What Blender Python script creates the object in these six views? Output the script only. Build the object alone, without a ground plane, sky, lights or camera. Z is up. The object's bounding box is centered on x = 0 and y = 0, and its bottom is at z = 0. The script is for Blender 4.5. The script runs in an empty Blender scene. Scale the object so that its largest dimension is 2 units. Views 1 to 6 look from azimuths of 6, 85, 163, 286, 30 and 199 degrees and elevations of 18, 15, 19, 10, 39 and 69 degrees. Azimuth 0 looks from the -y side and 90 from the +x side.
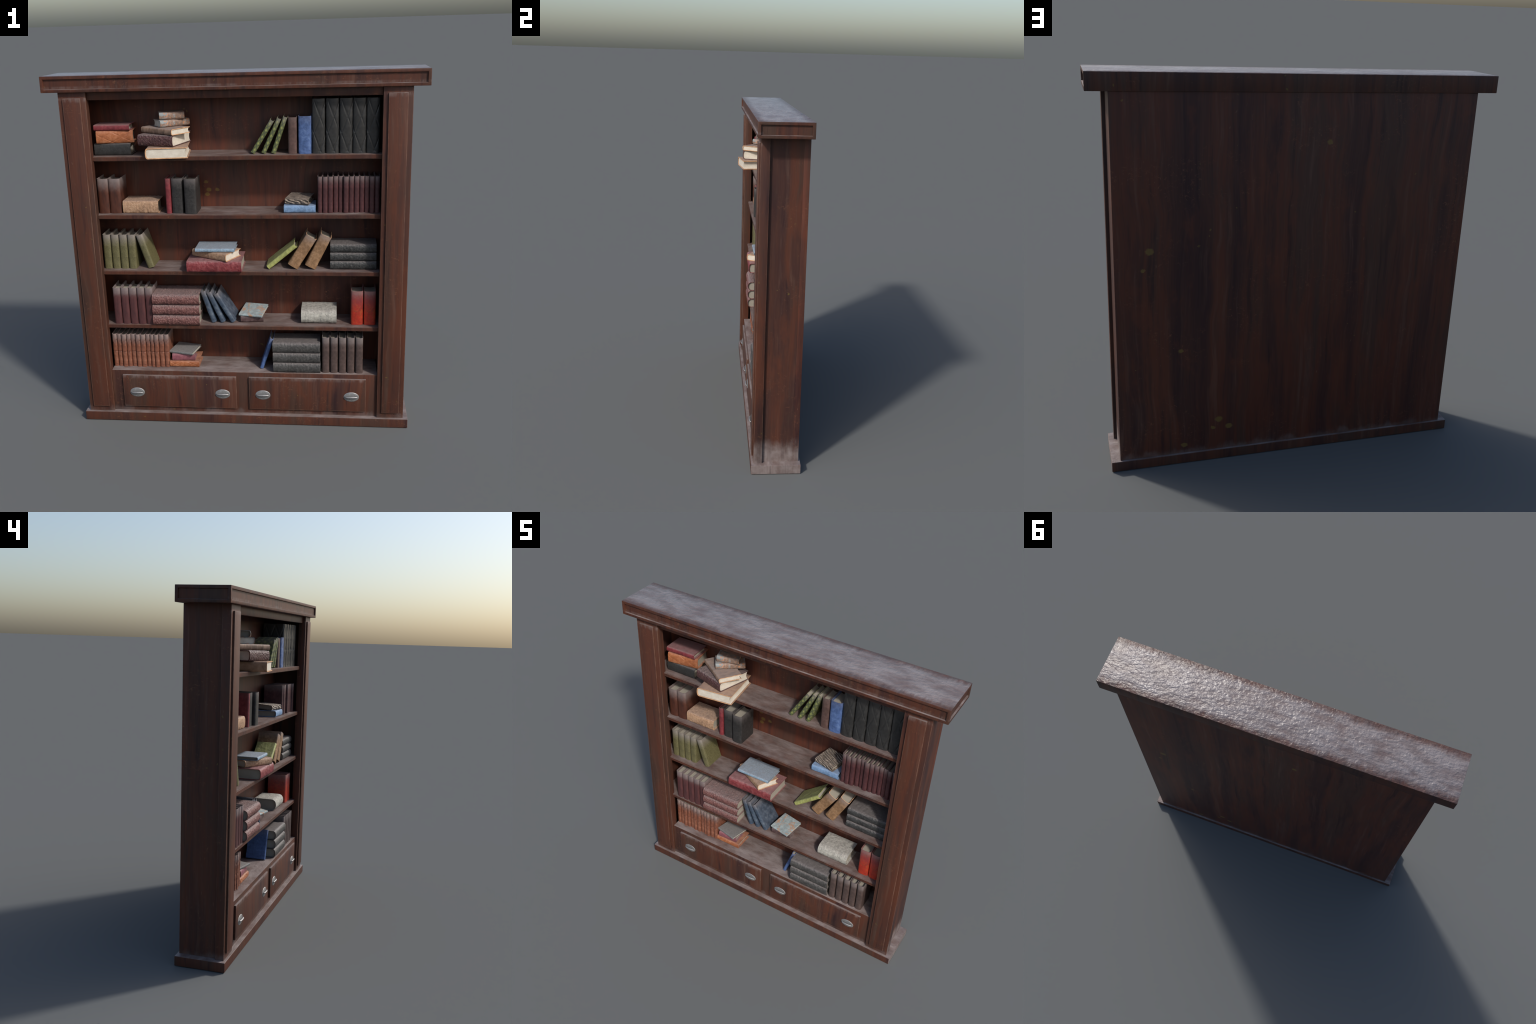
"""Old wooden bookcase with dusty shelves, two drawers and assorted antique books."""
import bpy, bmesh, math, random
from mathutils import Vector, Matrix, noise

random.seed(11)
COL = bpy.context.scene.collection


# ------------------------------------------------------------------ node helpers
class Nodes:
    """Thin wrapper that builds a Principled material out of small expressions."""

    def __init__(self, name):
        self.mat = bpy.data.materials.new(name)
        self.mat.use_nodes = True
        self.t = self.mat.node_tree
        self.t.nodes.clear()
        self.out = self.t.nodes.new("ShaderNodeOutputMaterial")
        self.bsdf = self.t.nodes.new("ShaderNodeBsdfPrincipled")
        self.t.links.new(self.bsdf.outputs[0], self.out.inputs[0])
        self.coord = self.t.nodes.new("ShaderNodeTexCoord")
        self.geo = self.t.nodes.new("ShaderNodeNewGeometry")
        self.obj = self.coord.outputs["Object"]
        self.gen = self.coord.outputs["Generated"]

    def put(self, sock, v):
        if isinstance(v, bpy.types.NodeSocket):
            self.t.links.new(v, sock)
        elif isinstance(v, (tuple, list)) and len(v) == 3 and sock.type == "RGBA":
            sock.default_value = (*v, 1)
        else:
            sock.default_value = v

    def scale(self, vec, s, loc=(0, 0, 0), rot=(0, 0, 0)):
        n = self.t.nodes.new("ShaderNodeMapping")
        self.put(n.inputs["Vector"], vec)
        n.inputs["Scale"].default_value = s
        n.inputs["Location"].default_value = loc
        n.inputs["Rotation"].default_value = rot
        return n.outputs[0]

    def noise(self, vec, scale, detail=4, rough=0.55, dist=0.0):
        n = self.t.nodes.new("ShaderNodeTexNoise")
        self.put(n.inputs["Vector"], vec)
        n.inputs["Scale"].default_value = scale
        n.inputs["Detail"].default_value = detail
        n.inputs["Roughness"].default_value = rough
        n.inputs["Distortion"].default_value = dist
        return n.outputs["Fac"]

    def voronoi(self, vec, scale, feature="F1", out="Distance", rand=1.0):
        n = self.t.nodes.new("ShaderNodeTexVoronoi")
        n.feature = feature
        self.put(n.inputs["Vector"], vec)
        n.inputs["Scale"].default_value = scale
        n.inputs["Randomness"].default_value = rand
        return n.outputs[out]

    def wave(self, vec, scale, dist=2.0, detail=2, axis="X", dscale=1.0):
        n = self.t.nodes.new("ShaderNodeTexWave")
        n.bands_direction = axis
        self.put(n.inputs["Vector"], vec)
        n.inputs["Scale"].default_value = scale
        n.inputs["Distortion"].default_value = dist
        n.inputs["Detail"].default_value = detail
        n.inputs["Detail Scale"].default_value = dscale
        return n.outputs["Fac"]

    def ramp(self, fac, a, b, lo=0.0, hi=1.0):
        """Smooth 0..1 mask: fac a -> lo, fac b -> hi."""
        n = self.t.nodes.new("ShaderNodeMapRange")
        n.interpolation_type = "SMOOTHSTEP"
        self.put(n.inputs[0], fac)
        for i, v in zip((1, 2, 3, 4), (a, b, lo, hi)):
            n.inputs[i].default_value = v
        return n.outputs[0]

    def colours(self, fac, stops):
        n = self.t.nodes.new("ShaderNodeValToRGB")
        self.put(n.inputs[0], fac)
        e = n.color_ramp.elements
        while len(e) < len(stops):
            e.new(0.5)
        for el, (p, c) in zip(e, stops):
            el.position = p
            el.color = (*c, 1)
        return n.outputs[0]

    def math(self, op, a, b=0.0, clamp=False):
        n = self.t.nodes.new("ShaderNodeMath")
        n.operation = op
        n.use_clamp = clamp
        self.put(n.inputs[0], a)
        self.put(n.inputs[1], b)
        return n.outputs[0]

    def mul(self, a, b):
        return self.math("MULTIPLY", a, b)

    def add(self, a, b):
        return self.math("ADD", a, b, True)

    def mix(self, fac, a, b, mode="MIX"):
        n = self.t.nodes.new("ShaderNodeMix")
        n.data_type = "RGBA"
        n.blend_type = mode
        self.put(n.inputs[0], fac)
        self.put(n.inputs[6], a)
        self.put(n.inputs[7], b)
        return n.outputs[2]

    def axes(self, vec):
        n = self.t.nodes.new("ShaderNodeSeparateXYZ")
        self.put(n.inputs[0], vec)
        return n.outputs

    def random(self):
        return self.t.nodes.new("ShaderNodeObjectInfo").outputs["Random"]

    def up(self):
        """How much the true surface faces upwards (where dust can settle)."""
        return self.axes(self.geo.outputs["True Normal"])[2]

    def bump(self, height, strength, dist=0.01, after=None):
        n = self.t.nodes.new("ShaderNodeBump")
        n.inputs["Strength"].default_value = strength
        n.inputs["Distance"].default_value = dist
        self.put(n.inputs["Height"], height)
        if after is not None:
            self.put(n.inputs["Normal"], after)
        return n.outputs[0]

    def done(self, colour, rough=0.5, normal=None, metallic=0.0, spec=0.5):
        self.put(self.bsdf.inputs["Base Color"], colour)
        self.put(self.bsdf.inputs["Roughness"], rough)
        self.put(self.bsdf.inputs["Metallic"], metallic)
        self.put(self.bsdf.inputs["Specular IOR Level"], spec)
        if normal is not None:
            self.put(self.bsdf.inputs["Normal"], normal)
        return self.mat


DUST = (0.245, 0.213, 0.208)


# ------------------------------------------------------------------ wood
def wood_material(name, worn=0.0, interior=False, stains=(), figure=None):
    n = Nodes(name)
    ax = n.axes(n.obj)
    # vertical grain: broad wavy bands, softer streaks, faint fibres and an uneven stain
    sway = n.noise(n.scale(n.obj, (1.0, 1.0, 0.9)), 2.2, 2)
    wob = n.t.nodes.new("ShaderNodeVectorMath")
    wob.operation = "ADD"
    n.put(wob.inputs[0], n.scale(n.obj, (1.0, 1.0, 0.060)))
    shift = n.t.nodes.new("ShaderNodeCombineXYZ")
    n.put(shift.inputs[0], n.mul(sway, 0.075))
    n.put(shift.inputs[1], n.mul(sway, 0.04))
    n.put(wob.inputs[1], shift.outputs[0])
    grain = wob.outputs[0]
    bands = n.noise(grain, 8.0, 4, 0.6, 0.3)
    streak = n.noise(n.scale(grain, (1.0, 1.0, 0.70), (3, 1, 0)), 30.0, 4, 0.62, 0.2)
    fibre = n.noise(n.scale(grain, (1.0, 1.0, 0.20), (7, 2, 0)), 150.0, 3, 0.6)
    stain = n.noise(n.scale(n.obj, (1.0, 1.0, 0.30), (4, 9, 1)), 8.0, 6, 0.68, 0.4)
    c = n.colours(bands, [(0.30, (0.034, 0.0140, 0.0150)), (0.42, (0.058, 0.0225, 0.0175)),
                          (0.52, (0.086, 0.0275, 0.0170)), (0.62, (0.060, 0.0280, 0.0210)), (0.74, (0.078, 0.0370, 0.0270))])
    c = n.mix(n.ramp(streak, 0.54, 0.74, 0, 0.55), c, (0.118, 0.060, 0.045))
    c = n.mix(n.ramp(streak, 0.45, 0.28, 0, 0.75), c, (0.026, 0.0110, 0.0125))
    c = n.mix(n.ramp(stain, 0.50, 0.68, 0, 0.55), c, (0.104, 0.0305, 0.0165))
    c = n.mix(n.ramp(stain, 0.46, 0.30, 0, 0.50), c, (0.046, 0.0265, 0.0215))
    c = n.mix(n.ramp(fibre, 0.45, 0.75, 0, 0.14), c, (0.110, 0.058, 0.042))
    # rubbed orange scuffs, thin scratches and small ochre stains
    scuff = n.noise(n.scale(n.obj, (1.0, 1.0, 1.3), (1, 5, 2)), 46.0, 6, 0.72, 1.2)
    patch = n.noise(n.obj, 3.4, 3)
    c = n.mix(n.mul(n.ramp(scuff, 0.54, 0.72, 0, 0.70), n.ramp(patch, 0.46, 0.64)), c, (0.190, 0.082, 0.044))
    nick = n.noise(n.scale(n.obj, (3.0, 3.0, 0.5), (2, 8, 4), (0.0, 0.25, 0.2)), 40.0, 2, 0.5, 0.6)
    gone = n.noise(n.scale(n.obj, (1, 1, 1), (9, 3, 3)), 4.0, 2)
    c = n.mix(n.mul(n.ramp(nick, 0.70, 0.76, 0, 0.5), n.ramp(gone, 0.56, 0.66)), c, (0.200, 0.120, 0.088))
    spot = n.noise(n.scale(n.obj, (1, 1, 1), (0.3, 0, 0.4)), 38.0, 1, 0.4)
    gate = n.noise(n.scale(n.obj, (1, 1, 1), (6, 6, 1)), 2.6, 2)
    c = n.mix(n.mul(n.ramp(spot, 0.750, 0.790, 0, 0.50), n.ramp(gate, 0.50, 0.58)), c, (0.165, 0.115, 0.030))
    for sx, sz, r, side in stains:       # ochre drips
        d = n.t.nodes.new("ShaderNodeVectorMath")
        d.operation = "DISTANCE"
        n.put(d.inputs[0], n.scale(n.obj, (0.8, 0, 1.0)))
        d.inputs[1].default_value = (sx * 0.8, 0, sz)
        edge = n.math("ADD", d.outputs["Value"], n.mul(n.math("SUBTRACT", scuff, 0.5), 0.020))
        face = n.ramp(ax[1], 0.135, 0.145) if side > 0 else n.ramp(ax[1], 0.140, 0.130)
        c = n.mix(n.mul(n.ramp(edge, r, r * 0.55, 0, 0.60), face), c, (0.170, 0.120, 0.034))
    if figure:                     # dark bowed knot line in the veneer
        fx, fz = figure
        h = n.math("DIVIDE", n.math("SUBTRACT", ax[2], fz), 0.30)
        bow = n.math("SUBTRACT", ax[0], n.mul(n.math("SUBTRACT", n.mul(h, h), n.mul(n.mul(n.mul(h, h), h), h)), 0.16))
        off = n.math("ABSOLUTE", n.math("SUBTRACT", n.math("ADD", bow, n.mul(n.math("SUBTRACT", streak, 0.5), 0.05)), fx))
        near = n.mul(n.ramp(n.math("ABSOLUTE", h), 1.0, 0.15), n.ramp(ax[1], 0.135, 0.145))
        c = n.mix(n.mul(n.ramp(off, 0.032, 0.004, 0, 0.75), near), c, (0.022, 0.013, 0.015))
        halo = n.mul(n.ramp(off, 0.16, 0.03, 0, 0.35), near)
        c = n.mix(halo, c, (0.085, 0.034, 0.020))
    c = n.mix(1.0, c, (1.04, 1.00, 0.94) if stains else (0.860, 0.925, 0.900), "MULTIPLY")
    if worn:
        rub = n.ramp(n.noise(n.scale(n.obj, (1, 1, 1), (8, 1, 5)), 12.0, 5, 0.7), 0.38, 0.66, 0.25, 1.0)
        c = n.mix(n.mul(rub, worn), c, (0.200, 0.120, 0.088))
    # grey dust lying on every ledge, thinner along the front rims
    up = n.ramp(n.up(), 0.55, 0.9)
    drift = n.noise(n.scale(n.obj, (0.6, 1.3, 1.0)), 11.0, 6, 0.62, 0.15)
    lay = n.mul(up, n.ramp(drift, 0.30, 0.64, 0.45, 0.93))
    tone = n.colours(n.noise(n.scale(n.obj, (0.5, 1.2, 1)), 18.0, 5, 0.6),
                     [(0.32, (0.125, 0.093, 0.085)), (0.62, (0.230, 0.195, 0.188))])
    # the cornice top carries the thickest, greyest layer; bare wood shows at its rims
    high = n.ramp(ax[2], 1.97, 1.99)
    rim = n.math("ADD", n.math("ABSOLUTE", n.math("SUBTRACT", ax[1], 0.019)),
                 n.math("MULTIPLY", n.noise(n.scale(n.obj, (1, 0.12, 1)), 42.0, 4, 0.7), 0.060))
    bare = n.mul(n.ramp(rim, 0.122, 0.168), high)
    tone = n.mix(n.mul(high, 0.92), tone, n.colours(drift, [(0.26, (0.150, 0.122, 0.122)), (0.68, (0.240, 0.220, 0.226))]))
    lay = n.math("MAXIMUM", lay, n.mul(n.mul(high, up), n.ramp(drift, 0.28, 0.60, 0.62, 0.92)))
    lay = n.mul(lay, n.math("SUBTRACT", 1.0, n.mul(bare, 0.75)))
    if interior:
        lay = n.mul(lay, 0.80)
    # splash of pale dust at the foot of the right-hand side
    low = n.math("ADD", ax[2], n.math("MULTIPLY", n.noise(n.scale(n.obj, (1, 1, 0.5)), 16.0, 4, 0.6), 0.13))
    foot = n.mul(n.ramp(low, 0.275, 0.165, 0, 0.85), n.ramp(ax[0], 0.893, 0.899))
    foot = n.mul(foot, n.ramp(n.axes(n.geo.outputs["True Normal"])[0], 0.5, 0.8))
    foot = n.mul(foot, n.ramp(streak, 0.25, 0.6, 0.65, 1.0))
    # faint dust where uprights meet the plinth
    toe = n.mul(n.ramp(low, 0.155, 0.110, 0, 0.30), n.ramp(ax[2], 0.050, 0.056))
    # dust smeared onto the faces beside the cornice ledge and the drawer and post panel tops
    wisp = n.ramp(n.noise(n.scale(n.obj, (1, 1, 0.25), (2, 2, 2)), 34.0, 4, 0.65), 0.36, 0.66)
    front = n.ramp(ax[1], -0.092, -0.100)
    sm = n.mul(n.mul(n.ramp(ax[2], 1.950, 1.938), n.ramp(ax[2], 1.930, 1.937)), 0.65)
    sm = n.math("ADD", sm, n.mul(n.mul(n.ramp(ax[2], 0.262, 0.289), n.ramp(ax[2], 0.2915, 0.2895)), n.ramp(n.math("ABSOLUTE", ax[0]), 0.735, 0.725)))
    sm = n.math("ADD", sm, n.mul(n.ramp(ax[2], 1.855, 1.882), n.ramp(ax[2], 1.8850, 1.8830)))
    smear = n.mul(n.mul(n.mul(sm, front), wisp), 0.48)
    mask = n.math("MAXIMUM", n.math("MAXIMUM", n.math("MAXIMUM", lay, foot), toe), smear)
    c = n.mix(mask, c, tone)
    rough = n.math("SUBTRACT", n.ramp(mask, 0.0, 1.0, 0.50, 0.50), n.mul(n.mul(high, up), 0.17))
    b = n.bump(fibre, 0.22, 0.002)
    b = n.bump(scuff, 0.10, 0.002, b)
    lumps = n.noise(n.scale(n.obj, (0.75, 1.0, 1.0)), 54.0, 2, 0.5, 0.25)
    fine = n.noise(n.scale(n.obj, (0.7, 1.0, 1.0), (5, 5, 5)), 85.0, 1, 0.5, 0.3)
    both = n.math("ADD", lumps, n.mul(fine, 0.30))
    b = n.bump(n.mul(n.mul(both, n.ramp(drift, 0.3, 0.65, 0.45, 1.25)), n.mul(up, n.ramp(high, 0, 1, 0.30, 1.0))), 0.55, 0.012, b)
    return n.done(c, rough, b, spec=n.ramp(mask, 0.0, 1.0, 0.26, 0.45))


WOOD = wood_material("mahogany_wood")
WOOD_EDGE = wood_material("worn_wood_edge", 0.42)
WOOD_IN = wood_material("inner_wood", 0.0, True)
WOOD_BACK = wood_material("back_board_wood", 0.0, False,
                          [(0.392, 0.233, 0.020, 1), (0.337, 0.186, 0.018, 1), (0.421, 0.184, 0.012, 1), (0.573, 0.101, 0.016, 1),
                           (0.735, 1.174, 0.020, 1), (0.588, 0.645, 0.013, 1), (-0.134, 1.681, 0.014, 1), (0.768, 1.081, 0.011, 1),
                           (-0.193, 1.388, 0.012, -1), (-0.180, 1.344, 0.014, -1), (-0.131, 1.344, 0.012, -1),
                           (-0.187, 1.318, 0.013, -1)],
                          (-0.505, 1.300))


def metal_material():
    n = Nodes("pewter_metal")
    grain = n.noise(n.obj, 160.0, 4, 0.6)
    c = n.colours(grain, [(0.3, (0.20, 0.20, 0.20)), (0.65, (0.33, 0.33, 0.33))])
    c = n.mix(n.mul(n.ramp(n.up(), 0.25, 0.9), 0.5), c, (0.42, 0.40, 0.40))
    return n.done(c, n.ramp(grain, 0.3, 0.7, 0.42, 0.60), n.bump(grain, 0.15, 0.002), metallic=0.7)


METAL = metal_material()


# ------------------------------------------------------------------ mesh helpers
def new_object(name, data, parent=None):
    o = bpy.data.objects.new(name, data)
    COL.objects.link(o)
    if parent is not None:
        o.parent = parent
    return o


def smooth_by_angle(me, deg=35):
    me.shade_smooth()
    me.set_sharp_from_angle(angle=math.radians(deg))


def finish(bm, name, parent, mats, smooth=True):
    me = bpy.data.meshes.new(name)
    bm.to_mesh(me)
    bm.free()
    for m in mats:
        me.materials.append(m)
    if smooth:
        smooth_by_angle(me)
    return new_object(name, me, parent)


def slab_bmesh(lo, hi, bevel=0.003, seg=2, edge_mat=0):
    bm = bmesh.new()
    bmesh.ops.create_cube(bm, size=1)
    c = (Vector(lo) + Vector(hi)) / 2
    s = Vector(hi) - Vector(lo)
    for v in bm.verts:
        v.co = Vector((v.co.x * s.x, v.co.y * s.y, v.co.z * s.z)) + c
    if bevel:
        bmesh.ops.bevel(bm, geom=bm.edges[:], offset=bevel, segments=seg, affect="EDGES", profile=0.6,
                        material=edge_mat)
    return bm


def slab(name, parent, lo, hi, bevel=0.003, seg=2, mats=None, edge_mat=0):
    return finish(slab_bmesh(lo, hi, bevel, seg, edge_mat), name, parent, mats or [WOOD])


# ------------------------------------------------------------------ bookcase
case = bpy.data.objects.new("bookcase", None)
COL.objects.link(case)
case["label"] = "tall dark reddish wooden bookcase with dusty shelves and two drawers"
case["category"] = "bookcase"

Z_BASE, Z_CORN, Z_TOP = 0.055, 1.915, 1.999
Y_BACK, Y_IN = 0.156, 0.121
SHELVES = [1.5685, 1.2470, 0.9235, 0.5990]
FLOOR = 0.3155

slab("plinth", case, (-0.9445, -0.1185, 0), (0.9445, 0.1667, Z_BASE), 0.004, 3, [WOOD, WOOD_EDGE], 0)

# cornice: a beam with a sunk panel on its front and both ends
bm = slab_bmesh((-0.9995, -0.1265, Z_CORN), (0.9995, 0.1642, Z_TOP), 0)
for f in list(bm.faces):
    f.normal_update()
    if f.normal.y < -0.9 or abs(f.normal.x) > 0.9:
        bmesh.ops.inset_individual(bm, faces=[f], thickness=0.0230)
        ex = bmesh.ops.inset_individual(bm, faces=[f], thickness=0.0012, depth=-0.0095)
outer = [e for e in bm.edges if all(abs(abs(v.co.x) - 0.9995) < 1e-5 or abs(v.co.y + 0.1265) < 1e-5
                                    or abs(v.co.y - 0.1642) < 1e-5 for v in e.verts)
         and len([f for f in e.link_faces]) == 2 and e.calc_face_angle(0) > 1.2]
bmesh.ops.bevel(bm, geom=outer, offset=0.003, segments=2, affect="EDGES", profile=0.6)
cornice = finish(bm, "cornice", case, [WOOD])

slab("back_panel", case, (-0.9006, Y_IN, Z_BASE), (0.9006, Y_BACK, Z_CORN), 0.002, 2, [WOOD_BACK])
for s in (-1, 1):
    a, b = sorted((s * 0.9006, s * 0.8540))
    slab("side_panel", case, (a, -0.0553, Z_BASE), (b, Y_IN, Z_CORN), 0.0)
    a, b = sorted((s * 0.7695, s * 0.9178))
    pil = slab("pilaster", case, (a, -0.1045, Z_BASE), (b, -0.0555, Z_CORN), 0.0025, 2, [WOOD, WOOD_EDGE], 1)
    a, b = sorted((s * 0.7945, s * 0.8925))
    slab("pilaster_panel", pil, (a, -0.1150, 0.0885), (b, -0.1030, 1.8825), 0.004, 2, [WOOD, WOOD_EDGE], 1)

slab("top_rail", case, (-0.7690, -0.0835, 1.8700), (0.7690, -0.060, Z_CORN), 0.002)


def shelf(z, thick=0.0245):
    """Board that runs behind the pilasters and steps forward between them."""
    bm = bmesh.new()
    plan = [(-0.8538, Y_IN - 0.0003), (-0.8538, -0.0550), (-0.7690, -0.0550), (-0.7690, -0.0740),
            (0.7690, -0.0740), (0.7690, -0.0550), (0.8538, -0.0550), (0.8538, Y_IN - 0.0003)]
    f = bm.faces.new([bm.verts.new((x, y, z - thick)) for x, y in plan])
    r = bmesh.ops.extrude_face_region(bm, geom=[f])
    for v in r["geom"]:
        if isinstance(v, bmesh.types.BMVert):
            v.co.z = z
    bmesh.ops.recalc_face_normals(bm, faces=bm.faces)
    front = [e for e in bm.edges if all(abs(v.co.y + 0.0740) < 1e-5 for v in e.verts)
             and abs(e.verts[0].co.x - e.verts[1].co.x) > 0.1]
    bmesh.ops.bevel(bm, geom=front, offset=0.003, segments=2, affect="EDGES", material=1)
    return finish(bm, "shelf", case, [WOOD_IN, WOOD_EDGE])


for z in SHELVES:
    shelf(z)

slab("drawer_frame", case, (-0.7692, -0.0890, Z_BASE), (0.7692, Y_IN - 0.0003, FLOOR), 0.003, 2, [WOOD, WOOD_EDGE], 1)


def handle_meshes():
    # domed oval plate
    bm = bmesh.new()
    bmesh.ops.create_uvsphere(bm, u_segments=40, v_segments=20, radius=1)
    bmesh.ops.bisect_plane(bm, geom=bm.verts[:] + bm.edges[:] + bm.faces[:], plane_co=(0, 0, 0),
                           plane_no=(0, 1, 0), clear_outer=True)
    for v in bm.verts:
        r = math.hypot(v.co.x, v.co.z)
        v.co = Vector((v.co.x * 0.0435, (v.co.y * 0.0050 if r < 0.999 else 0.0), v.co.z * 0.0298))
    plate = bpy.data.meshes.new("handle_plate")
    bm.to_mesh(plate)
    bm.free()
    plate.shade_smooth()
    plate.materials.append(METAL)
    # grip: a bowed bar, tapering to both ends
    bm = bmesh.new()
    rings = []
    for i in range(25):
        a = math.pi * i / 24
        x, y = -math.cos(a) * 0.034, -0.003 - math.sin(a) ** 0.7 * 0.0078
        r = 0.0026 + 0.0022 * math.sin(a)
        tan = Vector((math.sin(a) * 0.029, -math.cos(a) * 0.0125, 0)).normalized()
        side = Vector((tan.y, -tan.x, 0))
        rings.append([bm.verts.new(Vector((x, y, -0.001)) + side * math.cos(t) * r + Vector((0, 0, 1)) * math.sin(t) * r * 1.15)
                      for t in (2 * math.pi * k / 10 for k in range(10))])
    for p, q in zip(rings, rings[1:]):
        for k in range(10):
            bm.faces.new((p[k], p[(k + 1) % 10], q[(k + 1) % 10], q[k]))
    bm.faces.new(rings[0][::-1])
    bm.faces.new(rings[-1])
    bmesh.ops.recalc_face_normals(bm, faces=bm.faces)
    grip = bpy.data.meshes.new("handle_grip")
    bm.to_mesh(grip)
    bm.free()
    grip.shade_smooth()
    grip.materials.append(METAL)
    return plate, grip


PLATE, GRIP = handle_meshes()
for x0, x1, hx in ((-0.7052, -0.0345, (-0.6230, -0.1170)), (0.0378, 0.7064, (0.1180, 0.6245))):
    drawer = slab("drawer", case, (x0, -0.1015, 0.0868), (x1, -0.0880, 0.2892), 0.0035, 2, [WOOD, WOOD_EDGE], 1)
    for x in hx:
        new_object("handle_plate", PLATE, drawer).location = (x, -0.1013, 0.1795)
        new_object("handle_grip", GRIP, drawer).location = (x, -0.1035, 0.1830)


# ------------------------------------------------------------------ book materials
def leather(name, base, dark=None, light=None, scale=60.0, rough=0.5, bump=0.25, dust=0.55, top_dust=0.0,
            head=0.70, speck=None, stretch=(1, 1, 1), pattern=None):
    """Cover material. `dust`: on faces that look up; `top_dust`: on the head of a standing book."""
    n = Nodes(name)
    dark = dark or tuple(v * 0.66 for v in base)
    light = light or tuple(min(1, v * 1.3 + 0.006) for v in base)
    vec = n.scale(n.obj, stretch)
    f = n.noise(vec, scale, 5, 0.62, 0.3)
    big = n.noise(vec, scale * 0.22, 3, 0.55)
    c = n.colours(f, [(0.30, dark), (0.5, base), (0.72, light)])
    c = n.mix(n.ramp(big, 0.45, 0.72, 0, 0.5), c, dark)
    height = f
    if speck:
        c = n.mix(n.ramp(n.noise(vec, scale * 1.7, 4, 0.7, 0.8), 0.56, 0.68, 0, 0.8), c, speck)
    if pattern:
        c, height = pattern(n, c, f)
    grit = n.noise(n.obj, 45.0, 5, 0.65)
    lay = n.mul(n.ramp(n.up(), 0.35, 0.95), n.ramp(grit, 0.25, 0.7, dust * 0.65, dust))
    if top_dust:
        gx = n.axes(n.gen)[0]
        wob = n.math("ADD", gx, n.math("MULTIPLY", n.math("SUBTRACT", grit, 0.5), 0.22))
        lay = n.math("MAXIMUM", lay, n.ramp(wob, head, 1.05, 0, top_dust))
    c = n.mix(lay, c, DUST)
    return n.done(c, n.ramp(lay, 0, 1, rough, 0.62), n.bump(height, min(1.0, bump * 1.2), 0.006), spec=0.4)


def diamonds(cell, line_col, spot_col):
    """Printed diamond lattice with a lighter lozenge in each cell."""
    def pat(n, c, f):
        ax = n.axes(n.obj)
        # unwrap: h along the spine, t across it
        h = n.mul(ax[0], 1.0 / cell)
        t = n.mul(n.math("ADD", ax[2], n.mul(ax[1], 0.6)), 1.0 / (cell * 0.62))
        tri = lambda v: n.math("ABSOLUTE", n.math("SUBTRACT", n.math("FRACT", v), 0.5))
        a = tri(n.math("ADD", h, t))
        b = tri(n.math("SUBTRACT", h, t))
        near = n.math("MINIMUM", a, b)
        c = n.mix(n.ramp(near, 0.17, 0.05, 0, 0.85), c, line_col)
        c = n.mix(n.ramp(n.math("MINIMUM", a, b), 0.30, 0.36, 0, 0.9), c, spot_col)
        a2 = tri(n.mul(n.math("ADD", h, t), 3.0))
        c = n.mix(n.ramp(a2, 0.16, 0.06, 0, 0.35), c, line_col)
        return c, f
    return pat


def stripes(dark):
    """Wavy wood-grain lines."""
    def pat(n, c, f):
        w = n.wave(n.scale(n.obj, (0.35, 1.0, 1.0)), 40.0, 6.0, 2, "DIAGONAL", 1.3)
        c = n.mix(n.ramp(w, 0.40, 0.06, 0, 0.85), c, dark)
        return c, w
    return pat


def blotches(colour, scale, lo=0.48, hi=0.60, amount=0.9, second=None):
    def pat(n, c, f):
        m = n.noise(n.scale(n.obj, (1, 1, 1), (0.37, 0.11, 0.2)), scale, 6, 0.7, 1.0)
        c = n.mix(n.ramp(m, lo, hi, 0, amount), c, colour)
        if second:
            m2 = n.noise(n.scale(n.obj, (1, 1, 1), (2.1, 0.7, 1.2)), scale * 4.0, 4, 0.7, 1.0)
            c = n.mix(n.ramp(m2, 0.55, 0.62, 0, 0.85), c, second)
        return c, n.math("ADD", f, n.mul(m, 1.5))
    return pat


def burst(colour):
    """Dark veined clouds over a glowing red ground, gathered towards the head."""
    def pat(n, c, f):
        m = n.noise(n.scale(n.obj, (0.8, 1, 1)), 24.0, 7, 0.75, 1.6)
        c = n.mix(n.ramp(m, 0.42, 0.66, 0, 0.75), c, colour)
        gx = n.axes(n.gen)[0]
        c = n.mix(n.ramp(gx, 0.35, 0.80, 0, 0.60), c, (0.150, 0.040, 0.045))
        c = n.mix(n.ramp(n.voronoi(n.obj, 30.0, "DISTANCE_TO_EDGE"), 0.03, 0.0, 0, 0.35), c, (0.28, 0.11, 0.02))
        return c, m
    return pat


def craters(n, c, f):
    m = n.noise(n.obj, 30.0, 6, 0.62, 1.2)
    p = n.noise(n.scale(n.obj, (1, 1, 1), (3, 1, 2)), 42.0, 3, 0.6, 1.5)
    c = n.mix(n.ramp(p, 0.63, 0.74, 0, 0.30), c, (0.13, 0.125, 0.115))
    return c, n.math("ADD", n.mul(m, 1.2), n.ramp(p, 0.58, 0.70, 0.5, 0.0))


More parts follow.
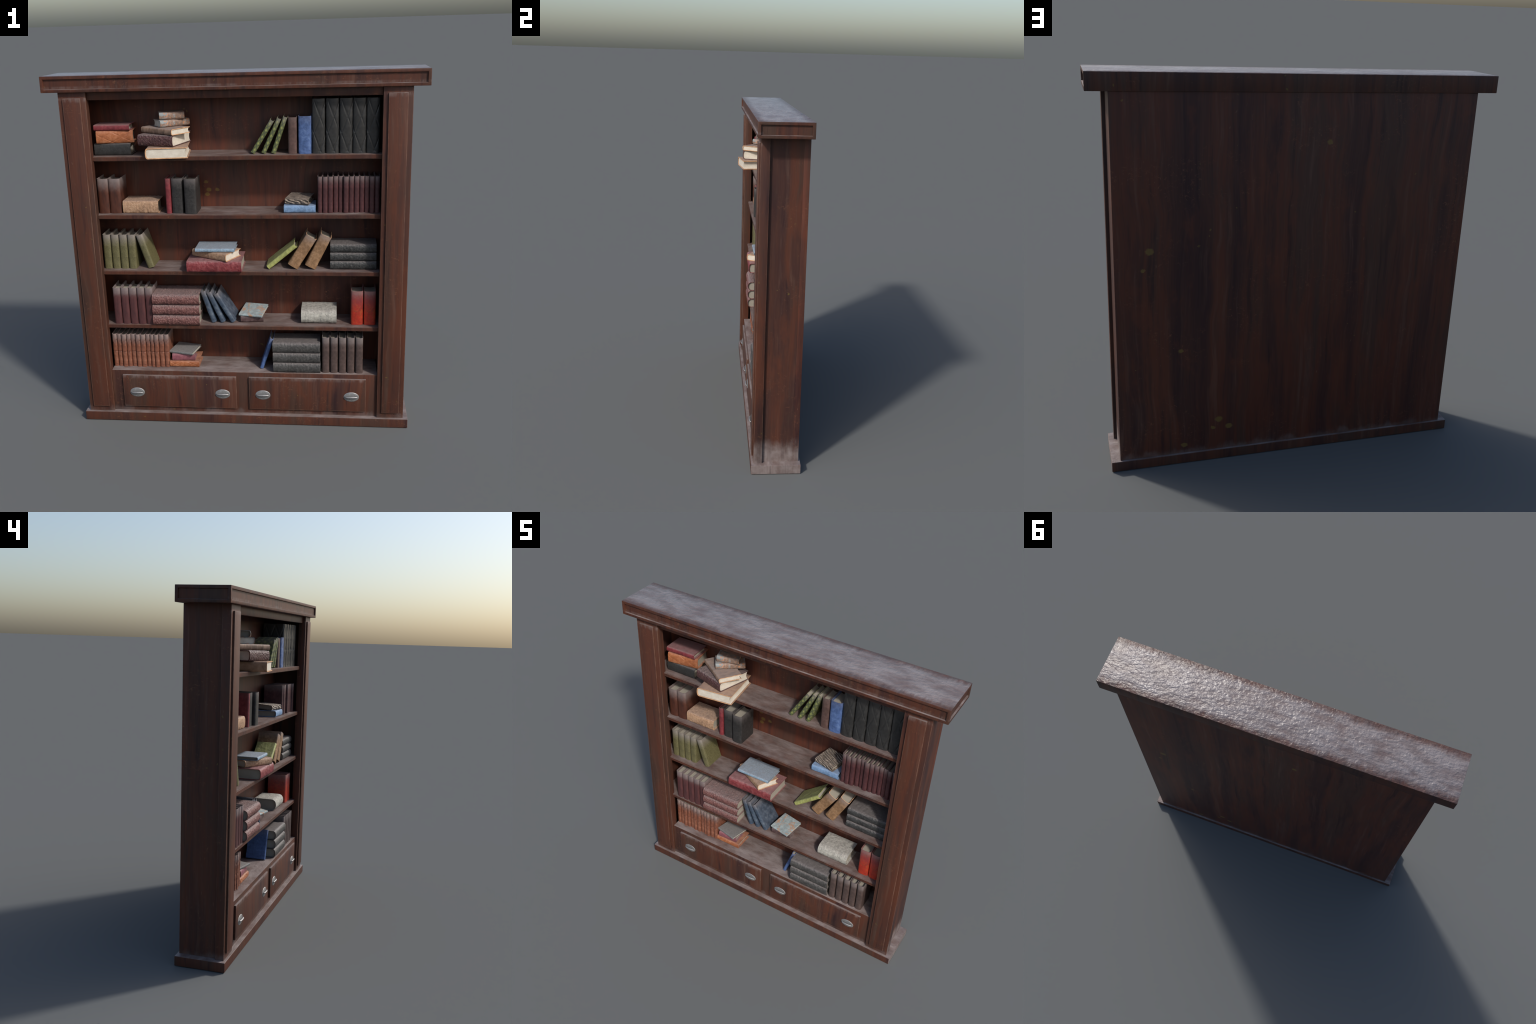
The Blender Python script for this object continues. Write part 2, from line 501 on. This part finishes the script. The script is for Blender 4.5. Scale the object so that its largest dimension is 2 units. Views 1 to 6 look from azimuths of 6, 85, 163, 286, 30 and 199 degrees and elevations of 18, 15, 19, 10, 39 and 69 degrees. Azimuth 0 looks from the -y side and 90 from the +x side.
M = {}
M["black"] = leather("black_leather", (0.024, 0.0235, 0.0228), rough=0.55, dust=0.35)
M["black_up"] = leather("black_leather_upright", (0.024, 0.0225, 0.0220), rough=0.5, dust=0.35, top_dust=0.28)
M["quilt"] = leather("black_quilted_leather", (0.0240, 0.0240, 0.0240), rough=0.40, bump=0.04, dust=0.0, top_dust=0.06)
M["orange"] = leather("orange_leather", (0.305, 0.105, 0.041), (0.195, 0.062, 0.025), (0.380, 0.165, 0.085), scale=45, rough=0.45, dust=0.30)
M["crimson"] = leather("crimson_leather", (0.165, 0.028, 0.034), scale=70, rough=0.45, dust=0.50)
M["cream"] = leather("tan_board", (0.330, 0.190, 0.110), (0.215, 0.120, 0.070), (0.400, 0.255, 0.160), scale=40, rough=0.65, dust=0.42)
M["fawn"] = leather("fawn_hide", (0.350, 0.215, 0.130), (0.210, 0.125, 0.078), (0.440, 0.295, 0.195), scale=70, rough=0.65, bump=0.5, dust=0.35)
M["tan_edge"] = leather("worn_tan_edge", (0.560, 0.310, 0.160), rough=0.65, dust=0.15)
M["emboss"] = leather("maroon_embossed_leather", (0.078, 0.033, 0.034), (0.048, 0.020, 0.021), (0.130, 0.075, 0.070), scale=85, rough=0.42, bump=0.8, dust=0.55, speck=(0.150, 0.115, 0.065))
M["brown_cloth"] = leather("brown_cloth", (0.225, 0.140, 0.094), (0.110, 0.072, 0.052), (0.320, 0.215, 0.155), scale=38, rough=0.65, dust=0.62, stretch=(1.6, 0.6, 0.6))
M["mottle"] = leather("rusty_mottled_cover", (0.215, 0.140, 0.105), (0.125, 0.085, 0.065), (0.310, 0.220, 0.175), scale=60, rough=0.6, dust=0.25, pattern=blotches((0.215, 0.260, 0.275), 15, 0.52, 0.62, 0.85, (0.500, 0.190, 0.065)))
M["lattice"] = leather("green_lattice_cloth", (0.130, 0.145, 0.052), scale=60, rough=0.6, dust=0.3, top_dust=0.45, pattern=diamonds(0.040, (0.040, 0.052, 0.030), (0.265, 0.285, 0.080)))
M["brown"] = leather("brown_leather", (0.084, 0.049, 0.042), rough=0.5, bump=0.12, dust=0.4, top_dust=0.12)
M["blue"] = leather("blue_leather", (0.062, 0.108, 0.250), (0.034, 0.062, 0.145), (0.115, 0.180, 0.340), scale=40, rough=0.40, bump=0.5, dust=0.4, top_dust=0.10)
M["redwood"] = leather("red_wood_veneer", (0.062, 0.0205, 0.0125), (0.030, 0.0125, 0.0100), (0.088, 0.032, 0.019), scale=55, rough=0.45, bump=0.15, dust=0.4, top_dust=0.62, head=0.55, stretch=(0.25, 1, 1))
M["red_thin"] = leather("red_leather", (0.165, 0.026, 0.032), rough=0.5, dust=0.4, top_dust=0.12)
M["skyblue"] = leather("pale_blue_cloth", (0.145, 0.238, 0.385), scale=70, rough=0.6, bump=0.4, dust=0.25)
M["woodgrain"] = leather("striped_grain_cover", (0.250, 0.200, 0.160), scale=50, rough=0.6, bump=0.8, dust=0.15, pattern=stripes((0.055, 0.042, 0.032)))
M["claret"] = leather("claret_leather", (0.062, 0.0225, 0.0245), rough=0.45, bump=0.10, dust=0.4, top_dust=0.42)
M["claret_up"] = leather("claret_grained_leather", (0.072, 0.0265, 0.0275), (0.042, 0.019, 0.020), (0.092, 0.034, 0.033), scale=70, rough=0.45, bump=0.15, dust=0.45, top_dust=0.72, stretch=(0.3, 1, 1))
M["olive"] = leather("olive_cloth", (0.102, 0.093, 0.042), rough=0.55, bump=0.18, dust=0.45, top_dust=0.65, head=0.60, scale=120)
M["garnet"] = leather("garnet_leather", (0.190, 0.034, 0.038), (0.110, 0.020, 0.024), (0.250, 0.085, 0.085), scale=48, rough=0.45, bump=0.5, dust=0.45)
M["slate"] = leather("pale_slate_cloth", (0.205, 0.290, 0.370), scale=110, rough=0.6, bump=0.35, dust=0.50)
M["lime"] = leather("lime_cloth", (0.300, 0.315, 0.105), scale=60, rough=0.55, bump=0.5, dust=0.28)
M["hide"] = leather("brown_hide", (0.230, 0.130, 0.064), (0.140, 0.080, 0.042), (0.330, 0.205, 0.120), scale=55, rough=0.6, bump=0.3, dust=0.40, top_dust=0.50)
M["charcoal"] = leather("charcoal_tooled_leather", (0.034, 0.035, 0.035), (0.020, 0.020, 0.020), (0.070, 0.070, 0.069), scale=75, rough=0.5, bump=0.6, dust=0.45)
M["rosewood"] = leather("rose_brown_grained_leather", (0.145, 0.058, 0.052), (0.070, 0.030, 0.028), (0.250, 0.130, 0.115), scale=95, rough=0.5, bump=0.8, dust=0.55)
M["denim"] = leather("worn_denim_blue_leather", (0.040, 0.060, 0.092), (0.018, 0.027, 0.043), (0.100, 0.122, 0.150), scale=34, rough=0.5, bump=0.35, dust=0.45, top_dust=0.40)
M["peel"] = leather("peeling_blue_paint", (0.270, 0.330, 0.340), scale=60, rough=0.6, bump=0.3, dust=0.20, pattern=blotches((0.400, 0.210, 0.110), 20, 0.55, 0.60, 0.85))
M["umber"] = leather("umber_leather", (0.070, 0.040, 0.040), (0.045, 0.028, 0.028), (0.130, 0.090, 0.088), scale=50, rough=0.5, dust=0.35)
M["plaster"] = leather("rough_grey_hide", (0.330, 0.320, 0.285), scale=70, rough=0.75, bump=0.55, dust=0.25, pattern=craters)
M["fire"] = leather("fiery_red_leather", (0.350, 0.024, 0.013), (0.235, 0.019, 0.012), (0.400, 0.058, 0.016), scale=40, rough=0.38, bump=0.25, dust=0.4, top_dust=0.42, pattern=burst((0.170, 0.026, 0.020)))
M["russet"] = leather("russet_leather", (0.170, 0.062, 0.036), (0.095, 0.036, 0.024), (0.245, 0.110, 0.070), scale=42, rough=0.48, bump=0.4, dust=0.5, top_dust=0.70, head=0.62)
M["ash"] = leather("ash_grey_cloth", (0.140, 0.142, 0.140), scale=140, rough=0.65, bump=0.3, dust=0.35)
M["pink"] = leather("dusky_pink_leather", (0.205, 0.070, 0.085), rough=0.5, bump=0.12, dust=0.35)
M["soot"] = leather("soot_grey_leather", (0.052, 0.050, 0.048), (0.032, 0.031, 0.030), (0.090, 0.088, 0.085), scale=62, rough=0.5, bump=0.45, dust=0.45)
M["taupe"] = leather("taupe_leather", (0.070, 0.047, 0.042), rough=0.5, bump=0.06, dust=0.4, top_dust=0.55)
M["blue_up"] = leather("blue_cloth", (0.062, 0.110, 0.250), rough=0.5, bump=0.1, dust=0.3, top_dust=0.30)


def paper_material(name, dim):
    n = Nodes(name)
    leaf = n.noise(n.scale(n.obj, (0.15, 0.15, 1.0)), 700.0, 2, 0.5)
    age = n.noise(n.obj, 30.0, 3)
    c = n.colours(age, [(0.3, (0.500, 0.450, 0.375)), (0.7, (0.620, 0.575, 0.500))])
    c = n.mix(n.ramp(leaf, 0.35, 0.65, 0, 0.30), c, (0.400, 0.355, 0.290))
    c = n.mix(dim, c, (0.190, 0.175, 0.145))
    return n.done(c, 0.8, n.bump(leaf, 0.12, 0.001), spec=0.2)


PAPER = paper_material("aged_paper", 0.0)
PAPER_GREY = paper_material("dusty_grey_paper", 0.72)


# ------------------------------------------------------------------ book geometry
# Local frame: spine along +X (0..H) facing -Y, boards run to y = W, thickness 0..T along Z.
def spine_profile(W, T, bulge, flat, n_board, n_spine):
    """Outer section from the fore-edge over the top board, round the spine, back below."""
    pts = []
    for i in range(n_board):
        u = i / n_board
        pts.append((W + (bulge - W) * u, T))
    for i in range(n_spine + 1):
        a = math.pi * (0.5 - i / n_spine)
        ca, sa = math.cos(a), math.sin(a)
        y = bulge - bulge * abs(ca) ** flat
        z = T / 2 + T / 2 * math.copysign(abs(sa) ** flat, sa)
        pts.append((y, z))
    for i in range(1, n_board + 1):
        u = i / n_board
        pts.append((bulge + (W - bulge) * u, 0.0))
    return pts


def cover_mesh(name, H, T, W, mats, bulge=None, flat=0.8, board=0.0028, style=None, nx=30, seed=0):
    bulge = bulge if bulge is not None else min(0.5 * T, 0.016)
    nb, ns = (30, 44) if style in ("quilt", "lozenge", "deep") else (12, 16)
    outer = spine_profile(W, T, bulge, flat, nb, ns)
    m = len(outer)
    # outward direction at every profile point
    nor = []
    for i in range(m):
        p, q = outer[max(0, i - 1)], outer[min(m - 1, i + 1)]
        d = Vector((q[0] - p[0], q[1] - p[1]))
        nor.append(Vector((-d.y, d.x)).normalized() if d.length else Vector((0, 1)))
    mid = [n if n.dot(Vector((p[0] - W * 0.5, p[1] - T / 2))) > 0 else -n for n, p in zip(nor, outer)]
    # arc length from the spine centre
    L = [0.0]
    for a, b in zip(outer, outer[1:]):
        L.append(L[-1] + math.hypot(b[0] - a[0], b[1] - a[1]))
    half = L[m // 2]

    def relief(x, s, k):
        g = min(1.0, x / 0.012, (H - x) / 0.012)
        g = max(0.0, g)
        if style == "quilt":       # long crossing folds of a padded cover
            d = 0.0
            for sg in (1, -1):
                v = (x + sg * (s - 0.008) * 2.6 - 0.105) / 0.170
                d = max(d, math.exp(-((abs((v % 1.0) - 0.5)) / 0.050) ** 2))
            puff = 0.0016 * noise.noise((x * 16, s * 30, seed))
            return g * (puff - 0.0024 * d)
        if style == "lozenge":
            d = 0.0
            for sg in (1, -1):
                v = (x + sg * s * 2.0 + 0.02) / 0.105
                d = max(d, math.exp(-((abs((v % 1.0) - 0.5)) / 0.035) ** 2))
            return g * (0.0005 * noise.noise((x * 40, s * 60, seed)) - 0.0017 * d)
        if style == "grain":
            return g * 0.0013 * noise.fractal((x * 85, s * 85, seed), 0.6, 2.0, 4) * 1.25
        if style == "deep":        # heavily wrinkled hide
            w = abs(noise.fractal((x * 48, s * 48, seed), 0.7, 2.0, 3))
            return g * (0.0022 * w + 0.0008 * noise.noise((x * 130, s * 130, seed)) - 0.0006)
        if style == "rough":
            return g * (0.0016 * noise.fractal((x * 55, s * 55, seed), 0.7, 2.0, 4)
                        - 0.0022 * max(0.0, noise.noise((x * 38, s * 38, seed + 5)) - 0.15))
        if style == "crack":       # split running across the spine at mid height
            d = math.exp(-((x - 0.095 - 0.003 * noise.noise((s * 90, seed, 0))) / 0.0022) ** 2)
            e = 0.0010 * noise.fractal((x * 45, s * 110, seed), 0.8, 2.0, 3)
            f = math.exp(-((x - 0.155 - 0.6 * s) / 0.006) ** 2) * math.exp(-((x - 0.16) / 0.025) ** 2)
            return g * (e - 0.0016 * d - 0.0020 * f)
        if style == "soft":
            return g * 0.0009 * noise.fractal((x * 26, s * 26, seed), 0.8, 2.0, 3)
        return g * 0.0003 * noise.noise((x * 25, s * 25, seed))

    bm = bmesh.new()
    go, gi = [], []
    lim = board
    ti = T - 2 * lim
    for j in range(nx + 1):
        x = H * j / nx
        ro, ri = [], []
        for i, (y, z) in enumerate(outer):
            s = L[i] - half
            d = relief(x, s, i)
            ro.append(bm.verts.new((x, y + mid[i].x * d, z + mid[i].y * d)))
            yi = max(y + lim * 0.0, y) if i in (0, m - 1) else y + (lim if y < bulge + 1e-6 else 0)
            zi = lim + (z / T) * ti
            ri.append(bm.verts.new((x, min(yi, W), zi)))
        go.append(ro)
        gi.append(ri)
    rim = len(mats) - 1
    for j in range(nx):
        for i in range(m - 1):
            bm.faces.new((go[j][i], go[j][i + 1], go[j + 1][i + 1], go[j + 1][i]))
            bm.faces.new((gi[j][i], gi[j + 1][i], gi[j + 1][i + 1], gi[j][i + 1]))
        for i in (0, m - 1):
            f = bm.faces.new((go[j][i], go[j + 1][i], gi[j + 1][i], gi[j][i]))
            f.material_index = rim
    for j in (0, nx):
        for i in range(m - 1):
            f = bm.faces.new((go[j][i], go[j][i + 1], gi[j][i + 1], gi[j][i]))
            f.material_index = rim
    bmesh.ops.recalc_face_normals(bm, faces=bm.faces)
    me = bpy.data.meshes.new(name)
    bm.to_mesh(me)
    bm.free()
    for mt in mats:
        me.materials.append(mt)
    smooth_by_angle(me, 50)
    return me


def pages_mesh(name, H, T, W, inset, fore, bulge, board=0.0028, paper=None):
    """Paper block: rounded against the spine, hollowed along the fore-edge."""
    z0, z1 = board * 0.9, T - board * 0.9
    h = z1 - z0
    sec = []
    for i in range(13):
        a = math.pi * (0.5 - i / 12)
        sec.append((bulge - (bulge - board * 0.9) * abs(math.cos(a)) ** 0.8,
                    (z0 + z1) / 2 + h / 2 * math.copysign(abs(math.sin(a)) ** 0.8, math.sin(a))))
    for i in range(9):
        a = math.pi * i / 8
        sec.append((W - fore - min(0.22 * T, 0.009) * math.sin(a), z0 + h * i / 8))
    bm = bmesh.new()
    a = [bm.verts.new((inset, y, z)) for y, z in sec]
    b = [bm.verts.new((H - inset, y, z)) for y, z in sec]
    k = len(sec)
    for i in range(k):
        bm.faces.new((a[i], a[(i + 1) % k], b[(i + 1) % k], b[i]))
    bm.faces.new(a[::-1])
    bm.faces.new(b)
    bmesh.ops.recalc_face_normals(bm, faces=bm.faces)
    me = bpy.data.meshes.new(name)
    bm.to_mesh(me)
    bm.free()
    me.materials.append(paper or PAPER)
    smooth_by_angle(me, 40)
    return me


class Edition:
    """One book design: shared meshes, many copies."""
    count = 0

    def __init__(self, label, mat, H, T, W=0.135, style=None, bulge=None, flat=0.8, inset=0.013, fore=0.004,
                 edge=None, board=0.0028, nx=30):
        Edition.count += 1
        if label.startswith("upright"):   # standing books show deep-set page heads
            inset = max(inset, 0.018)
        self.label, self.H, self.T, self.W = label, H, T, W
        b = bulge if bulge is not None else min(0.40 * T, 0.0115)
        mats = [M[mat]] + ([M[edge]] if edge else [])
        self.cover = cover_mesh("book_cover", H, T, W, mats, b, flat, board, style, nx, Edition.count)
        self.pages = pages_mesh("page_block", H, T, W, inset, fore, b, board, PAPER if inset < 0.0050 else PAPER_GREY)

    def place(self, matrix, label=None, thick=1.0):
        e = bpy.data.objects.new("book", None)
        e.empty_display_size = 0.05
        COL.objects.link(e)
        e["label"] = label or self.label
        e["category"] = "book"
        e.matrix_world = matrix @ Matrix.Diagonal((1, 1, thick, 1))
        new_object("book_cover", self.cover, e)
        new_object("page_block", self.pages, e)
        return e

    def stand(self, x_right, y, z, lean=0.0, thick=1.0, yaw=0.0):
        """Spine to the front; lean > 0 tips the head to the right, < 0 to the left."""
        a = math.radians(lean)
        lift = self.T * thick * math.sin(-a) if a < 0 else 0.0
        m = (Matrix.Translation((x_right, y - 0.0085, z + lift)) @ Matrix.Rotation(math.radians(yaw), 4, "Z")
             @ Matrix.Rotation(-math.pi / 2 + a, 4, "Y"))
        return self.place(m, thick=thick)

    def lay(self, x_left, y, z, yaw=0.0, tilt=0.0):
        """Flat on its side, spine to the front; tilt lifts the fore-edge."""
        return self.place(Matrix.Translation((x_left, y, z)) @ Matrix.Rotation(math.radians(yaw), 4, "Z")
                          @ Matrix.Rotation(math.radians(tilt), 4, "X"))


S1, S2, S3, S4, S5 = (*SHELVES, FLOOR)
G = 0.0006  # hair gap between things that touch

# ---- top shelf, left: three lying books
Edition("thick black leather book lying flat", "black", 0.200, 0.0640, 0.14, "soft").lay(-0.768, -0.037, S1 + G)
Edition("orange leather book with crossing tooled lines", "orange", 0.198, 0.0675, 0.148, "lozenge", nx=70, board=0.0035, inset=0.013).lay(-0.7500, -0.0480, S1 + 0.0655, 8.0)
Edition("thin crimson leather book lying flat", "crimson", 0.194, 0.0310, 0.135, "soft").lay(-0.7625, -0.0400, S1 + 0.1338, 1.5)
# ---- top shelf: leaning tower of five
pale = Edition("large tan book lying flat with pages forward", "cream", 0.258, 0.0565, 0.222, "soft", bulge=0.014, inset=0.0045,
               fore=0.006, edge="tan_edge", board=0.0045)
# its spine points left: tail edge runs from the front-left to the front-right corner
pale.place(Matrix.Translation((-0.4570 - 0.0325, -0.1668 + 0.2560, S1 + G)) @ Matrix.Rotation(math.radians(-82.8), 4, "Z"))
Edition("thick maroon embossed leather book lying flat", "emboss", 0.206, 0.0590, 0.218, "deep", bulge=0.015, inset=0.004, fore=0.004,
        board=0.0045, nx=110).lay(-0.5135, -0.0850, S1 + 0.0585, -16.0)
Edition("brown cloth book with worn tan edges", "brown_cloth", 0.232, 0.0315, 0.138, "soft", inset=0.0035, fore=0.004,
        edge="tan_edge", board=0.0035).lay(-0.5085, -0.0130, S1 + 0.1190, -34.3)
rust = Edition("small rusty mottled book lying flat", "mottle", 0.170, 0.0365, 0.098, "soft", inset=0.004)
rust.lay(-0.3870, -0.0735, S1 + 0.1515, 35.6)
Edition("small rusty mottled book on top of a stack", "mottle", 0.133, 0.0370, 0.100, "soft", inset=0.013).lay(-0.3960, -0.0500, S1 + 0.1890, 16.0)
# ---- top shelf, right
lattice = Edition("slim green book with a diamond lattice pattern", "lattice", 0.199, 0.0235, 0.130, inset=0.013)
for x, lean in ((0.1035, 32.0), (0.1610, 25.5), (0.2140, 19.3)):
    lattice.stand(x, -0.031, S1 + G, lean)
Edition("upright plain brown leather book", "brown", 0.190, 0.0470, 0.13, inset=0.013).stand(0.3290, -0.031, S1 + G)
Edition("upright bright blue leather book", "blue", 0.196, 0.0680, 0.13, "soft", inset=0.013).stand(0.4045, -0.038, S1 + G)
big = Edition("tall black quilted leather volume", "quilt", 0.284, 0.0680, 0.145, "quilt", bulge=0.014, inset=0.013, nx=140, board=0.0055)
for x in (0.4760, 0.5475, 0.6185, 0.6875, 0.7575):
    big.stand(x, -0.035 + random.uniform(-0.002, 0.002), S1 + G, thick=1.0)

# ---- second shelf
redwood = Edition("upright red brown veneered book with dusty head", "redwood", 0.194, 0.0620, 0.135, inset=0.013)
redwood.stand(-0.7115, -0.034, S2 + G)
redwood.stand(-0.6440, -0.033, S2 + G, thick=1.06)
Edition("thick fawn hide book lying flat", "fawn", 0.198, 0.0690, 0.135, "grain", inset=0.013, edge="tan_edge", nx=50).lay(-0.6350, -0.044, S2 + G)
Edition("thin upright red leather book", "red_thin", 0.194, 0.0290, 0.13, inset=0.013).stand(-0.3625, -0.040, S2 + G)
blk = Edition("upright black leather book", "black_up", 0.194, 0.0640, 0.135, inset=0.013)
blk.stand(-0.2955, -0.036, S2 + G)
blk.stand(-0.2200, -0.054, S2 + G, thick=1.02)
Edition("pale blue cloth book lying flat", "skyblue", 0.171, 0.0405, 0.135, "soft", inset=0.013).lay(0.2540, -0.044, S2 + G)
Edition("book with wavy wood grain cover lying flat", "woodgrain", 0.130, 0.0330, 0.130, "soft", inset=0.013).lay(0.2585, -0.0140, S2 + 0.0425, -13.5, 3.0)
claret = Edition("upright claret leather volume of a set", "claret", 0.197, 0.0268, 0.130, inset=0.013)
xs = (0.4610, 0.4895, 0.5175, 0.5450, 0.5715, 0.6010, 0.6285, 0.6570, 0.6835, 0.7100, 0.7375, 0.7655)
for i, x in enumerate(xs):
    w = (x - (xs[i - 1] if i else 0.4345) - 0.0008) / 0.0268
    claret.stand(x, 0.016 + (-0.046, -0.051, -0.049, -0.038, -0.036, -0.049, -0.044, -0.043, -0.040, -0.041, -0.050, -0.047)[i], S2 + G, thick=min(w, 1.06))

# ---- third shelf
olive = Edition("upright olive green cloth book", "olive", 0.199, 0.0435, 0.140, inset=0.013)
for x in (-0.7275, -0.6800, -0.6325, -0.5850):
    olive.stand(x, -0.030, S3 + G)
olive.stand(-0.4850, -0.026, S3 + G, -17.0, thick=0.90)
Edition("large garnet red leather book lying flat", "garnet", 0.305, 0.0640, 0.200, "grain", bulge=0.016, inset=0.007, nx=70).lay(-0.2860, -0.1030, S3 + G)
Edition("fawn hide book with worn edges lying flat", "fawn", 0.233, 0.0415, 0.143, "soft", inset=0.0035, fore=0.005, edge="tan_edge",
        board=0.0035).lay(-0.2700, -0.0020, S3 + 0.0655, -28.4)
Edition("thin pale slate cloth book lying flat", "slate", 0.218, 0.0205, 0.146, inset=0.013).lay(-0.2400, -0.0690, S3 + 0.1085)
Edition("lime green book leaning over far", "lime", 0.200, 0.0270, 0.130, "soft", inset=0.013).stand(0.1680, -0.031, S3 + G, 50.5)
hide = Edition("thick brown hide book leaning right", "hide", 0.199, 0.0635, 0.140, "soft", inset=0.013, edge="tan_edge")
hide.stand(0.3240, -0.031, S3 + G, 31.5)
hide.stand(0.4220, -0.031, S3 + G, 26.2)
char = Edition("charcoal tooled leather book in a stack", "charcoal", 0.250, 0.0478, 0.130, "grain", bulge=0.020, inset=0.013, nx=70)
for i in range(3):
    char.lay(0.5040, -0.038 + 0.001 * i, S3 + G + i * 0.0484)

# ---- fourth shelf
clar2 = Edition("upright claret leather book with dusty head", "claret_up", 0.2185, 0.0440, 0.132, inset=0.013)
for i in range(5):
    clar2.stand(-0.6865 + i * 0.0466, -0.0620, S4 + G)
rose = Edition("rose brown grained leather book in a stack", "rosewood", 0.269, 0.0605, 0.170, "deep", bulge=0.026, flat=0.9, inset=0.007, nx=130)
for i in range(3):
    rose.lay(-0.5005 + 0.001 * i, -0.0930, S4 + G + i * 0.0618)
denim = Edition("worn denim blue book leaning left", "denim", 0.194, 0.0295, 0.150, "soft", inset=0.013)
for x, lean in ((-0.1440, -17.5), (-0.0920, -23.4), (-0.0330, -30.3)):
    denim.stand(x, -0.032, S4 + G, lean)
Edition("small umber book lying flat", "umber", 0.130, 0.0370, 0.110, "soft", inset=0.013).lay(-0.0050, -0.0290, S4 + G, 4.0)
Edition("small book with peeling blue paint", "peel", 0.136, 0.0130, 0.140, inset=0.004, board=0.0022).lay(-0.0160, -0.0190, S4 + 0.0375, -11.5, 8.0)
Edition("rough pale grey hide book lying flat", "plaster", 0.199, 0.0780, 0.152, "rough", bulge=0.036, flat=0.9, inset=0.013, nx=80).lay(0.3405, -0.043, S4 + G)
fire = Edition("upright fiery red leather book", "fire", 0.199, 0.0660, 0.132, inset=0.013, style="soft")
fire.stand(0.6855, -0.031, S4 + G)
fire.stand(0.7565, -0.031, S4 + G)

# ---- bottom shelf
russet = Edition("russet leather volume with cracked spine", "russet", 0.205, 0.0272, 0.130, "crack", inset=0.013, nx=90)
x = -0.7690
for i in range(12):
    w = (1.0, 1.03, 1.03, 0.92, 1.04, 1.03, 1.12, 0.97, 0.86, 0.96, 1.10, 1.02)[i]
    x += 0.0272 * w + 0.0006
    russet.stand(x, -0.033 + 0.005 * math.sin(i * 1.9 + 0.5), S5 + G, thick=w)
Edition("orange tooled leather book lying flat", "orange", 0.172, 0.0375, 0.143, "lozenge", inset=0.013, nx=60).lay(-0.4315, -0.039, S5 + G)
Edition("dusky pink leather book lying flat", "pink", 0.134, 0.0440, 0.100, inset=0.013).lay(-0.4160, -0.037, S5 + 0.0386, 2.5)
Edition("thin ash grey cloth book on top", "ash", 0.146, 0.0135, 0.134, inset=0.004, board=0.0025).lay(-0.4340, -0.0210, S5 + 0.0835, -13.0)
Edition("slim blue book leaning right", "blue_up", 0.196, 0.0225, 0.130, inset=0.013).stand(0.1200, -0.032, S5 + G, 18.5)
soot = Edition("soot grey leather book in a stack", "soot", 0.269, 0.0605, 0.150, "grain", bulge=0.022, flat=0.85, inset=0.013, nx=70)
for i in range(3):
    soot.lay(0.1805 - 0.001 * i, -0.0900, S5 + G + i * 0.0613)
taupe = Edition("upright taupe leather volume with dusty head", "taupe", 0.2165, 0.0415, 0.132, inset=0.013)
for i in range(5):
    taupe.stand(0.5000 + i * 0.0470, -0.0665, S5 + G)
